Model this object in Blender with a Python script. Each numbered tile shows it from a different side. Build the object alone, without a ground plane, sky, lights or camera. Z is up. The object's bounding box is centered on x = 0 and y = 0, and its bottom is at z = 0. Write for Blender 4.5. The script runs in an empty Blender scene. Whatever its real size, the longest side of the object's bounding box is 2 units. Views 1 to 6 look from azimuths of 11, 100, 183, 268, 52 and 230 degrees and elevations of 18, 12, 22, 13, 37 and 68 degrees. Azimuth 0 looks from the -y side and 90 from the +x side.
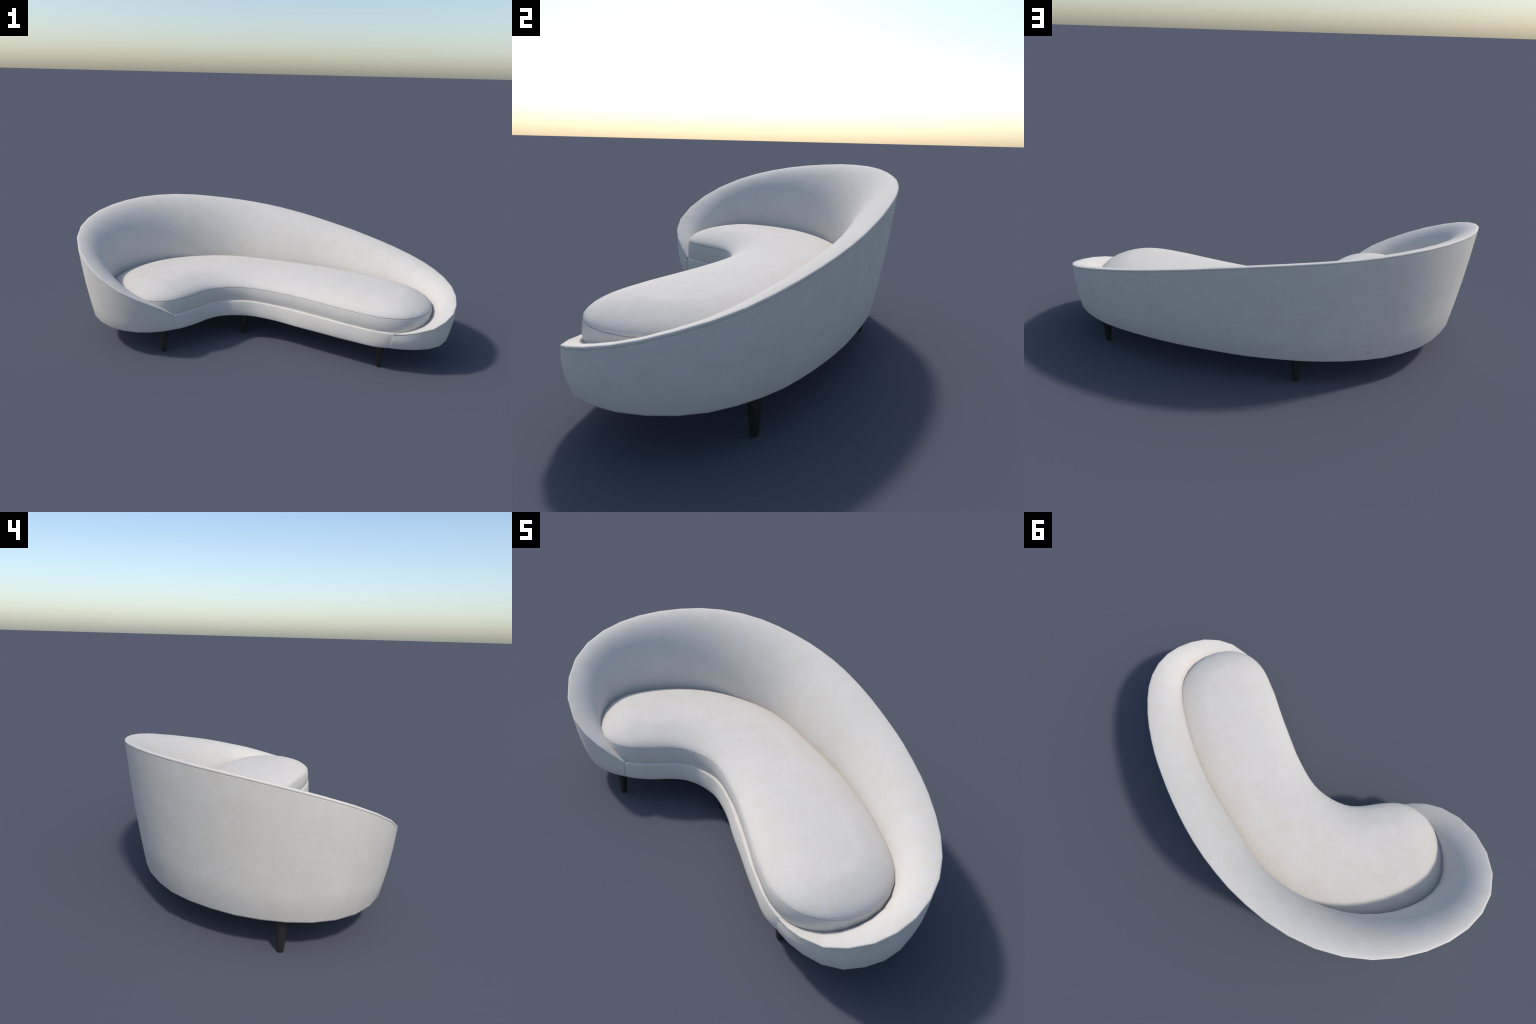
import bpy, bmesh, math
import numpy as np
from mathutils import Vector

# =====================================================================
#  A curved (bean-plan) upholstered sofa: a continuous back that sweeps
#  round from one front end to the other, high on the left and low on the
#  right, a kidney-shaped boxed cushion, a front rail and six tapered legs.
# =====================================================================

FLOOR_CLEARANCE = 0.1265     # underside of the body
RAIL_TOP = 0.2105           # top of the front rail / seat deck
SEAM_Z = 0.281              # seam between cushion boxing and top panel
CROWN = 0.066               # how far the cushion crowns above that seam
CROWN_WIDTH = 0.178

# Top edge of the back: control points (x, y, z) from left front end,
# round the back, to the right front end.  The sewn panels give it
# slightly straight facets, so each control point is also a station.
TOP_EDGE = [
    (-0.404, -0.416, 0.212), (-0.447, -0.458, 0.252), (-0.495, -0.492, 0.286), (-0.557, -0.518, 0.319), (-0.647, -0.530, 0.360),
    (-0.748, -0.509, 0.411), (-0.840, -0.460, 0.462), (-0.916, -0.391, 0.508), (-0.968, -0.303, 0.549), (-0.994, -0.207, 0.581),
    (-0.997, -0.111, 0.605), (-0.982, -0.013, 0.624), (-0.950, 0.085, 0.638), (-0.903, 0.180, 0.648), (-0.841, 0.269, 0.655),
    (-0.762, 0.348, 0.657), (-0.670, 0.413, 0.655), (-0.570, 0.461, 0.649), (-0.469, 0.494, 0.640), (-0.366, 0.515, 0.630),
    (-0.271, 0.527, 0.621), (-0.186, 0.530, 0.612), (-0.102, 0.529, 0.602), (-0.013, 0.522, 0.590), (0.061, 0.512, 0.578),
    (0.129, 0.500, 0.567), (0.201, 0.485, 0.554), (0.277, 0.467, 0.539), (0.353, 0.446, 0.524), (0.410, 0.429, 0.513),
    (0.465, 0.411, 0.501), (0.542, 0.381, 0.484), (0.622, 0.346, 0.466), (0.694, 0.309, 0.449), (0.775, 0.260, 0.428),
    (0.844, 0.210, 0.408), (0.903, 0.154, 0.387), (0.952, 0.087, 0.366), (0.985, 0.011, 0.345), (0.999, -0.067, 0.323),
    (0.995, -0.143, 0.303), (0.974, -0.219, 0.284), (0.930, -0.287, 0.264), (0.873, -0.335, 0.243), (0.789, -0.362, 0.225),
    (0.733, -0.368, 0.2155), (0.686, -0.367, 0.2108)
]
# Plan of the body at its underside, same direction.
FOOT_PLAN = [
    (-.409, -.416), (-.432, -.435), (-.495, -.465), (-.567, -.485), (-.646, -.484), (-.725, -.461), (-.804, -.411),
    (-.860, -.355), (-.903, -.279), (-.923, -.195), (-.922, -.112), (-.907, -.032), (-.882, .045), (-.844, .118), (-.788, .201),
    (-.714, .282), (-.632, .340), (-.545, .386), (-.452, .417), (-.368, .436), (-.274, .448), (-.192, .453),
    (-.109, .451), (-.021, .446), (.060, .438), (.160, .420), (.309, .387), (.433, .354), (.596, .296), (.727, .237),
    (.812, .183), (.878, .125), (.930, .062), (.956, .005), (.971, -.066), (.970, -.141), (.953, -.205), (.917, -.274),
    (.863, -.319), (.801, -.344), (.742, -.358), (.678, -.361)]
# Front rail, left end to right end: plan at its top and at its underside.
RAIL_TOP_PLAN = [
    (-.404, -.415), (-.366, -.372), (-.325, -.314), (-.285, -.241), (-.237, -.187), (-.176, -.156), (-.106, -.141),
    (-.048, -.139), (.030, -.151), (.127, -.181), (.233, -.221), (.369, -.274), (.420, -.296), (.495, -.321),
    (.557, -.342), (.620, -.356), (.686, -.367)]
RAIL_FOOT_PLAN = [
    (-.409, -.416), (-.368, -.378), (-.324, -.319), (-.281, -.250), (-.236, -.198), (-.175, -.165), (-.110, -.150),
    (-.050, -.147), (.025, -.161), (.100, -.183), (.200, -.223), (.308, -.261), (.440, -.309), (.530, -.338),
    (.567, -.350), (.609, -.360), (.678, -.361)]
# Cushion plan: its front edge (left to right) and its back edge (right to left).
CUSHION_FRONT = [
    (-.546, -.436), (-.477, -.427), (-.425, -.402), (-.386, -.366), (-.346, -.311), (-.309, -.248), (-.267, -.194),
    (-.212, -.158), (-.144, -.135), (-.070, -.127), (.017, -.140), (.134, -.172), (.205, -.197), (.280, -.226), (.381, -.268),
    (.461, -.302), (.550, -.331), (.611, -.347), (.675, -.351), (.736, -.339), (.786, -.310), (.825, -.273)]
CUSHION_BACK = [
    (.853, -.225), (.871, -.160), (.872, -.095), (.857, -.040), (.828, .012), (.790, .055), (.748, .088), (.690, .123),
    (.606, .163), (.515, .200), (.421, .232), (.327, .258), (.231, .279), (.140, .294), (.059, .304), (-.065, .321),
    (-.175, .331), (-.278, .328), (-.380, .307), (-.473, .271), (-.556, .228), (-.627, .178), (-.688, .118), (-.733, .058),
    (-.768, -.004), (-.793, -.067), (-.810, -.131), (-.8145, -.195), (-.807, -.245), (-.786, -.291), (-.749, -.334),
    (-.708, -.371), (-.666, -.397), (-.610, -.422)]
# Where the inside of the back dives behind the cushion: height against the
# distance run along the top edge.
DIVE_RUN = [0.0, .07, .15, .30, .80, 1.5, 2.3, 2.9, 3.2, 3.45, 4.10]
DIVE_Z = [.2105, .236, .262, .283, .300, .310, .305, .291, .266, .225, .2095]

LEGS = [(-.466, -.407), (.629, -.306), (.780, .154), (-.157, .410), (-.882, -.102), (-.107, -.085)]


# ---------------------------------------------------------------- helpers
def run_length(P):
    return np.r_[0, np.cumsum(np.linalg.norm(np.diff(P, axis=0), axis=1))]


def catmull(P, per=8):
    """Catmull-Rom curve through P, `per` pieces to a span."""
    P = np.asarray(P, float)
    E = np.vstack([2 * P[0] - P[1], P, 2 * P[-1] - P[-2]])
    out = []
    for i in range(1, len(E) - 2):
        p0, p1, p2, p3 = E[i - 1:i + 3]
        for k in range(per):
            t = k / per
            out.append(0.5 * (2 * p1 + (p2 - p0) * t + (2 * p0 - 5 * p1 + 4 * p2 - p3) * t * t + (3 * p1 - p0 - 3 * p2 + p3) * t ** 3))
    out.append(E[-2])
    return np.array(out)


def at_run(P, s):
    r = run_length(P)
    return np.stack([np.interp(s, r, P[:, k]) for k in range(P.shape[1])], 1)


def matched(stations, curve):
    """For each station the facing place on another curve, in order, ends tied to ends."""
    fine = at_run(curve, np.linspace(0, run_length(curve)[-1], 1500))
    L = run_length(fine)
    near = np.array([L[((fine - p[:2]) ** 2).sum(1).argmin()] for p in stations])
    near[0], near[-1] = 0, L[-1]
    near = np.maximum.accumulate(near)
    for _ in range(4):
        near[1:-1] = (near[:-2] + 2 * near[1:-1] + near[2:]) / 4
    return at_run(fine, near)


def plan_normals(P, closed):
    """Unit plan normals to the right of the running direction."""
    if closed:
        T = np.roll(P, -1, 0) - np.roll(P, 1, 0)
    else:
        T = np.gradient(P, axis=0)
    T = T[:, :2] / np.linalg.norm(T[:, :2], axis=1)[:, None]
    return np.stack([T[:, 1], -T[:, 0]], 1)


def make_object(name, verts, faces, material, parent, smooth=True, angle=None):
    mesh = bpy.data.meshes.new(name)
    mesh.from_pydata([tuple(v) for v in verts], [], faces)
    mesh.materials.append(material)
    bm = bmesh.new()
    bm.from_mesh(mesh)
    bmesh.ops.remove_doubles(bm, verts=bm.verts, dist=1e-5)
    bmesh.ops.recalc_face_normals(bm, faces=bm.faces)
    bm.to_mesh(mesh)
    bm.free()
    for p in mesh.polygons:
        p.use_smooth = smooth
    if angle:
        mesh.set_sharp_from_angle(angle=math.radians(angle))
    obj = bpy.data.objects.new(name, mesh)
    bpy.context.scene.collection.objects.link(obj)
    obj.parent = parent
    return obj


def loft(sections, closed_run=False, closed_section=False):
    """Quads between equal-length sections."""
    n, m = len(sections), len(sections[0])
    verts = [p for sec in sections for p in sec]
    faces = []
    for i in range(n if closed_run else n - 1):
        a, b = i * m, ((i + 1) % n) * m
        for k in range(m if closed_section else m - 1):
            l = (k + 1) % m
            faces.append((a + k, a + l, b + l, b + k))
    return verts, faces


# --------------------------------------------------------------- materials
def fabric(name, tint=1.0, period=0.0078):
    """Off-white basket weave: pale threads, tan hollows, soft warm mottling."""
    mat = bpy.data.materials.new(name)
    mat.use_nodes = True
    nt = mat.node_tree
    N, L = nt.nodes, nt.links
    bsdf = N["Principled BSDF"]

    def node(kind, **kw):
        n = N.new(kind)
        for k, v in kw.items():
            setattr(n, k, v)
        return n

    def math_(op, a, b=None):
        n = node("ShaderNodeMath", operation=op)
        for i, x in enumerate((a, b)):
            if x is None:
                continue
            if isinstance(x, (int, float)):
                n.inputs[i].default_value = x
            else:
                L.new(x, n.inputs[i])
        return n.outputs[0]

    tc = node("ShaderNodeTexCoord")
    turn = node("ShaderNodeMapping")
    turn.inputs["Rotation"].default_value = (0, 0, math.radians(-6))
    L.new(tc.outputs["Object"], turn.inputs["Vector"])
    # a slight wander of the threads
    wob = node("ShaderNodeTexNoise")
    wob.inputs["Scale"].default_value = 9
    wob.inputs["Detail"].default_value = 1
    L.new(tc.outputs["Object"], wob.inputs["Vector"])
    wmix = node("ShaderNodeVectorMath", operation="MULTIPLY_ADD")
    wmix.inputs[1].default_value = (.009, .009, .009)
    L.new(wob.outputs["Color"], wmix.inputs[0])
    L.new(turn.outputs["Vector"], wmix.inputs[2])
    xyz = node("ShaderNodeSeparateXYZ")
    L.new(wmix.outputs[0], xyz.inputs[0])
    turn_n = node("ShaderNodeMapping", vector_type="NORMAL")
    turn_n.inputs["Rotation"].default_value = (0, 0, math.radians(-6))
    L.new(tc.outputs["Normal"], turn_n.inputs["Vector"])
    nab = node("ShaderNodeVectorMath", operation="ABSOLUTE")
    L.new(turn_n.outputs[0], nab.inputs[0])
    nx = node("ShaderNodeSeparateXYZ")
    L.new(nab.outputs[0], nx.inputs[0])

    k = 2 * math.pi / period
    sx, sy, sz = (math_("SINE", math_("MULTIPLY", xyz.outputs[i], k)) for i in range(3))
    wx, wy, wz = (math_("POWER", nx.outputs[i], 4.0) for i in range(3))
    tot = math_("ADD", math_("ADD", wx, wy), math_("ADD", wz, 1e-4))
    weave = math_("ADD", math_("ADD", math_("MULTIPLY", wx, math_("MULTIPLY", sy, sz)), math_("MULTIPLY", wy, math_("MULTIPLY", sx, sz))),
                  math_("MULTIPLY", wz, math_("MULTIPLY", sx, sy)))
    weave = math_("DIVIDE", weave, tot)
    weave01 = math_("MULTIPLY_ADD", weave, 0.5)
    weave01.node.inputs[2].default_value = 0.5

    # uneven yarn: weave contrast changes from place to place
    yarn = node("ShaderNodeTexNoise")
    yarn.inputs["Scale"].default_value = 210
    yarn.inputs["Detail"].default_value = 2
    L.new(tc.outputs["Object"], yarn.inputs["Vector"])
    patch = node("ShaderNodeTexNoise")
    patch.inputs["Scale"].default_value = 13
    patch.inputs["Detail"].default_value = 5
    patch.inputs["Roughness"].default_value = .62
    L.new(tc.outputs["Object"], patch.inputs["Vector"])

    thread = node("ShaderNodeMix", data_type="RGBA")
    thread.inputs["A"].default_value = (.588 * tint, .524 * tint, .437 * tint, 1)   # hollows
    thread.inputs["B"].default_value = (.704 * tint, .694 * tint, .675 * tint, 1)      # crowns
    mixfac = math_("ADD", math_("MULTIPLY", weave01, .64), math_("MULTIPLY", yarn.outputs["Fac"], .36))
    L.new(mixfac, thread.inputs["Factor"])
    warm = node("ShaderNodeMix", data_type="RGBA", blend_type="MULTIPLY")
    ramp = node("ShaderNodeValToRGB")
    ramp.color_ramp.elements[0].position = .38
    ramp.color_ramp.elements[0].color = (1, 1, 1, 1)
    ramp.color_ramp.elements[1].position = .68
    ramp.color_ramp.elements[1].color = (.95, .92, .875, 1)
    L.new(patch.outputs["Fac"], ramp.inputs["Fac"])
    warm.inputs["Factor"].default_value = .6
    L.new(thread.outputs["Result"], warm.inputs["A"])
    L.new(ramp.outputs["Color"], warm.inputs["B"])
    L.new(warm.outputs["Result"], bsdf.inputs["Base Color"])

    # relief: threads, and the faint unevenness of stretched cloth
    soft = node("ShaderNodeTexNoise")
    soft.inputs["Scale"].default_value = 11
    soft.inputs["Detail"].default_value = 2
    L.new(tc.outputs["Object"], soft.inputs["Vector"])
    b1 = node("ShaderNodeBump")
    b1.inputs["Strength"].default_value = .25
    b1.inputs["Distance"].default_value = .004
    L.new(soft.outputs["Fac"], b1.inputs["Height"])
    b2 = node("ShaderNodeBump")
    b2.inputs["Strength"].default_value = .28
    b2.inputs["Distance"].default_value = .0012
    L.new(mixfac, b2.inputs["Height"])
    L.new(b1.outputs[0], b2.inputs["Normal"])
    L.new(b2.outputs[0], bsdf.inputs["Normal"])
    bsdf.inputs["Roughness"].default_value = .85
    bsdf.inputs["Specular IOR Level"].default_value = .25
    return mat


def black_wood(name):
    mat = bpy.data.materials.new(name)
    mat.use_nodes = True
    nt = mat.node_tree
    bsdf = nt.nodes["Principled BSDF"]
    tc = nt.nodes.new("ShaderNodeTexCoord")
    mp = nt.nodes.new("ShaderNodeMapping")
    mp.inputs["Scale"].default_value = (60, 60, 6)
    nz = nt.nodes.new("ShaderNodeTexNoise")
    nz.inputs["Scale"].default_value = 3
    rp = nt.nodes.new("ShaderNodeValToRGB")
    rp.color_ramp.elements[0].color = (.012, .012, .011, 1)
    rp.color_ramp.elements[1].color = (.022, .021, .019, 1)
    nt.links.new(tc.outputs["Object"], mp.inputs["Vector"])
    nt.links.new(mp.outputs[0], nz.inputs["Vector"])
    nt.links.new(nz.outputs["Fac"], rp.inputs["Fac"])
    nt.links.new(rp.outputs[0], bsdf.inputs["Base Color"])
    bsdf.inputs["Roughness"].default_value = .5
    return mat


CLOTH = fabric("woven_cloth")
WOOD = black_wood("black_wood")

# -------------------------------------------------------------- the object
sofa = bpy.data.objects.new("curved_sofa", None)
bpy.context.scene.collection.objects.link(sofa)
sofa["label"] = "white kidney-shaped sofa with sweeping asymmetrical back, tapered black legs"
sofa["category"] = "curved sofa"

# --- stations of the back -------------------------------------------------
top = np.array(TOP_EDGE)
run = run_length(top)
outward = -plan_normals(top, False)           # the run goes clockwise: outside is on its left
ends = np.clip(np.minimum(run, run[-1] - run) / .12, 0, 1)[:, None]
top[:, :2] += .0012 * outward * ends          # the soft edge rounds off the drawn corner
top[:, 2] += .0012 * ends[:, 0]
foot = matched(top, catmull(FOOT_PLAN)) + .0042 * outward * ends
inner_line = [(-.410, -.396), (-.432, -.399), (-.471, -.416), (-.530, -.430), (-.590, -.424)] + CUSHION_BACK[::-1] + \
             [(.827, -.2725), (.787, -.311), (.737, -.341), (.710, -.352), (.686, -.3635)]
dive = matched(top, catmull(inner_line))
dive_z = np.interp(run, DIVE_RUN, DIVE_Z)

EDGE = .0058      # rounding of the top edge
SEAM_DROP = .0095  # the sewn seam below it
HEM = .008        # rounding at the underside


outer_sections, inner_sections = [], []
for i in range(len(top)):
    r = top[i]
    b = np.r_[foot[i], FLOOR_CLEARANCE]
    wall = (r - b) / np.linalg.norm(r - b)
    height = np.linalg.norm(r - b)
    away = np.r_[outward[i], 0]
    # outside panel: hem, wall, seam
    sec = [b - away * .03, b - away * HEM, b - away * HEM * .3 + wall * HEM * .3, b + wall * HEM]
    for q in (.25, .5, .75):
        sec.append(b + wall * (HEM + (height - HEM - SEAM_DROP) * q) + away * .0055 * math.sin(math.pi * q))
    sec += [r - wall * (SEAM_DROP + .003), r - wall * (SEAM_DROP + .0008) - away * .0002, r - wall * SEAM_DROP - away * .0012]
    outer_sections.append(sec)
    # inside: roll over the top, steepen, dive behind the cushion
    c = np.r_[dive[i], dive_z[i]]
    flat = np.r_[c[:2] - r[:2], 0]
    L = max(np.linalg.norm(flat), 1e-4)
    inward = flat / L
    D = r[2] - c[2]
    chord = math.hypot(L, D)
    # padded roll: near a quarter ellipse, level at the top edge, upright at the foot;
    # a little leaner where the back is tall
    full = 2 / np.interp(D, [.08, .22], [1.95, 1.80])
    curve = [r + inward * L * math.sin(q) ** full - np.r_[0, 0, D * (1 - max(math.cos(q), 0) ** full)] for q in np.linspace(0, math.pi / 2, 15)]
    d0 = inward
    e = min(EDGE, L * .4)
    k0, k1 = r - wall * e, r + d0 * e
    lip = [(1 - t) ** 2 * k0 + 2 * t * (1 - t) * r + t * t * k1 for t in (0, .25, .5, .75, 1)]
    sec = [r - wall * SEAM_DROP - away * .0012, r - wall * (SEAM_DROP - .0008) - away * .0002]
    sec += lip
    sec += [p for p in curve if np.linalg.norm(p - r) > e * 1.6]
    while len(sec) < 21:                       # narrow ends: keep the count equal
        sec.append(c.copy())
    sec = sec[:20] + [c]
    sec += [np.r_[c[:2] + .0015 * inward[:2], max(c[2] - .02, RAIL_TOP - .012)], np.r_[c[:2] + .002 * inward[:2], RAIL_TOP - .016]]
    inner_sections.append(sec)

# the open ends of the outside panel turn in behind the rail
outer_sections = [[p - np.r_[outward[0], 0] * .012 for p in outer_sections[0]]] + outer_sections + \
                 [[p - np.r_[outward[-1], 0] * .012 for p in outer_sections[-1]]]
v, f = loft(outer_sections)
outer_panel = make_object("outer_panel", v, f, CLOTH, sofa, angle=50)
v, f = loft(inner_sections)
backrest = make_object("backrest", v, f, CLOTH, sofa, angle=60)

# --- front rail -----------------------------------------------------------
n_rail = 64
rt = catmull(RAIL_TOP_PLAN)
rail_hi = at_run(rt, np.linspace(0, run_length(rt)[-1], n_rail))
rf = catmull(RAIL_FOOT_PLAN)
rail_lo = at_run(rf, np.linspace(0, run_length(rf)[-1], n_rail))
front = plan_normals(rail_hi, False)
swell = np.clip(np.minimum(np.arange(n_rail), n_rail - 1 - np.arange(n_rail)) / 6, 0, 1)[:, None]
rail_hi = rail_hi + front * .0025 * swell
rail_lo = rail_lo + front * .0040 * swell
R = .0075
secs = []
for i in range(n_rail):
    t = i / (n_rail - 1)
    ends = min(t, 1 - t) * run_length(rt)[-1]
    tuck = (.001 if t < .5 else .005) * math.exp(-(ends / .010) ** 2)          # cloth pulled in at the end seams
    n = np.r_[front[i], 0]
    hi, lo = np.r_[rail_hi[i], RAIL_TOP] - n * tuck, np.r_[rail_lo[i], FLOOR_CLEARANCE] - n * tuck
    w = (hi - lo) / np.linalg.norm(hi - lo)
    h = np.linalg.norm(hi - lo)
    sec = [lo - n * .03, lo - n * HEM, lo - n * HEM * .3 + w * HEM * .3, lo + w * HEM]
    sec += [lo + w * (HEM + (h - HEM - R) * q) + n * .0025 * math.sin(math.pi * q) for q in (.33, .66)]
    sec += [hi - w * R * (1 - math.sin(q)) - n * R * (1 - math.cos(q)) for q in np.radians([0, 22, 45, 67, 90])]
    sec += [hi - n * .02, hi - n * .04 - np.r_[0, 0, .004]]
    secs.append(sec)
v, f = loft(secs)
m = len(secs[0])
f += [tuple(range(m)), tuple(range(len(v) - m, len(v)))]
front_rail = make_object("front_rail", v, f, CLOTH, sofa, angle=60)


# --- underside and seat deck ------------------------------------------------
def panel(name, outline, z, thick):
    n = len(outline)
    v = [(x, y, z) for x, y in outline] + [(x, y, z - thick) for x, y in outline]
    f = [tuple(range(n)), tuple(range(2 * n - 1, n - 1, -1))]
    f += [(k, (k + 1) % n, n + (k + 1) % n, n + k) for k in range(n)]
    return make_object(name, v, f, CLOTH, sofa, smooth=False)


under = np.vstack([foot - outward * .012, (rail_lo - front * .012)[::-1]])
panel("underside_panel", under, FLOOR_CLEARANCE + .004, .003)
deck = np.vstack([dive + outward * .004, (rail_hi - front * .012)[::-1]])
panel("seat_deck", deck, RAIL_TOP - .0015, .012)

# --- cushion ------------------------------------------------------------------
front_edge = catmull(CUSHION_FRONT, 2)
plan = np.vstack([front_edge, np.array(CUSHION_BACK)])
side = plan_normals(plan, True)               # runs counter-clockwise: outward is on its right
plan = plan - side * .0005
# at the back the cushion is squeezed against the padding: let it press in
squeeze = np.full(len(plan), .003)
nf, nb = len(front_edge), len(CUSHION_BACK)
squeeze[nf - 11:] = .0045
squeeze[nf:] += .006 * np.clip(np.minimum((np.arange(nb) - 1) / 4, (nb - np.arange(nb)) / 4), 0, 1)
plan = plan + side * squeeze[:, None]


def inset(d, z):
    return np.c_[plan - side * d, np.full(len(plan), z)]


base = RAIL_TOP - .004
boxing = SEAM_Z - base
rings = [inset(.03, base), inset(.005, base), inset(.0012, base + .0015), inset(.0003, base + .005)]
for q in (.3, .5, .7, .85):
    rings.append(inset(.0005 - .0045 * math.sin(math.pi * q), base + boxing * q))
rings += [inset(0, SEAM_Z - .004), inset(.0003, SEAM_Z - .0012), inset(.006, SEAM_Z + .0003), inset(.0006, SEAM_Z + .0018)]


def crown(d):
    x = min(max(d, 0) / CROWN_WIDTH, 1)
    return SEAM_Z + CROWN * (1 - (1 - x) ** 1.68) ** (1 / 1.68)


for d in (.0014, .0035, .007, .012, .019, .028, .040, .055, .073, .095, .12, .145):
    rings.append(inset(d, crown(d)))
v, f = loft(rings, closed_section=True)
n = len(plan)
f += [tuple(range(n)), tuple(range(len(v) - n, len(v)))]
seat_cushion = make_object("seat_cushion", v, f, CLOTH, sofa, angle=70)

# --- legs ------------------------------------------------------------------
LEG_TOP = FLOOR_CLEARANCE + .006
profile = [(0, 0), (.0080, 0), (.0110, .0012), (.0122, .004), (.0145, .030), (.0176, .062), (.0206, .092), (.0230, .115), (.0240, LEG_TOP), (0, LEG_TOP)]
leg_mesh = None
for x, y in LEGS:
    if leg_mesh is None:
        secs = [[(r_ * math.cos(q), r_ * math.sin(q), z_) for r_, z_ in profile] for q in (2 * math.pi * k / 24 for k in range(24))]
        v, f = loft(secs, closed_run=True)
        leg = make_object("leg", v, f, WOOD, sofa, angle=45)
        leg_mesh = leg.data
    else:
        leg = bpy.data.objects.new("leg", leg_mesh)
        bpy.context.scene.collection.objects.link(leg)
        leg.parent = sofa
    leg.location = (x, y, 0)
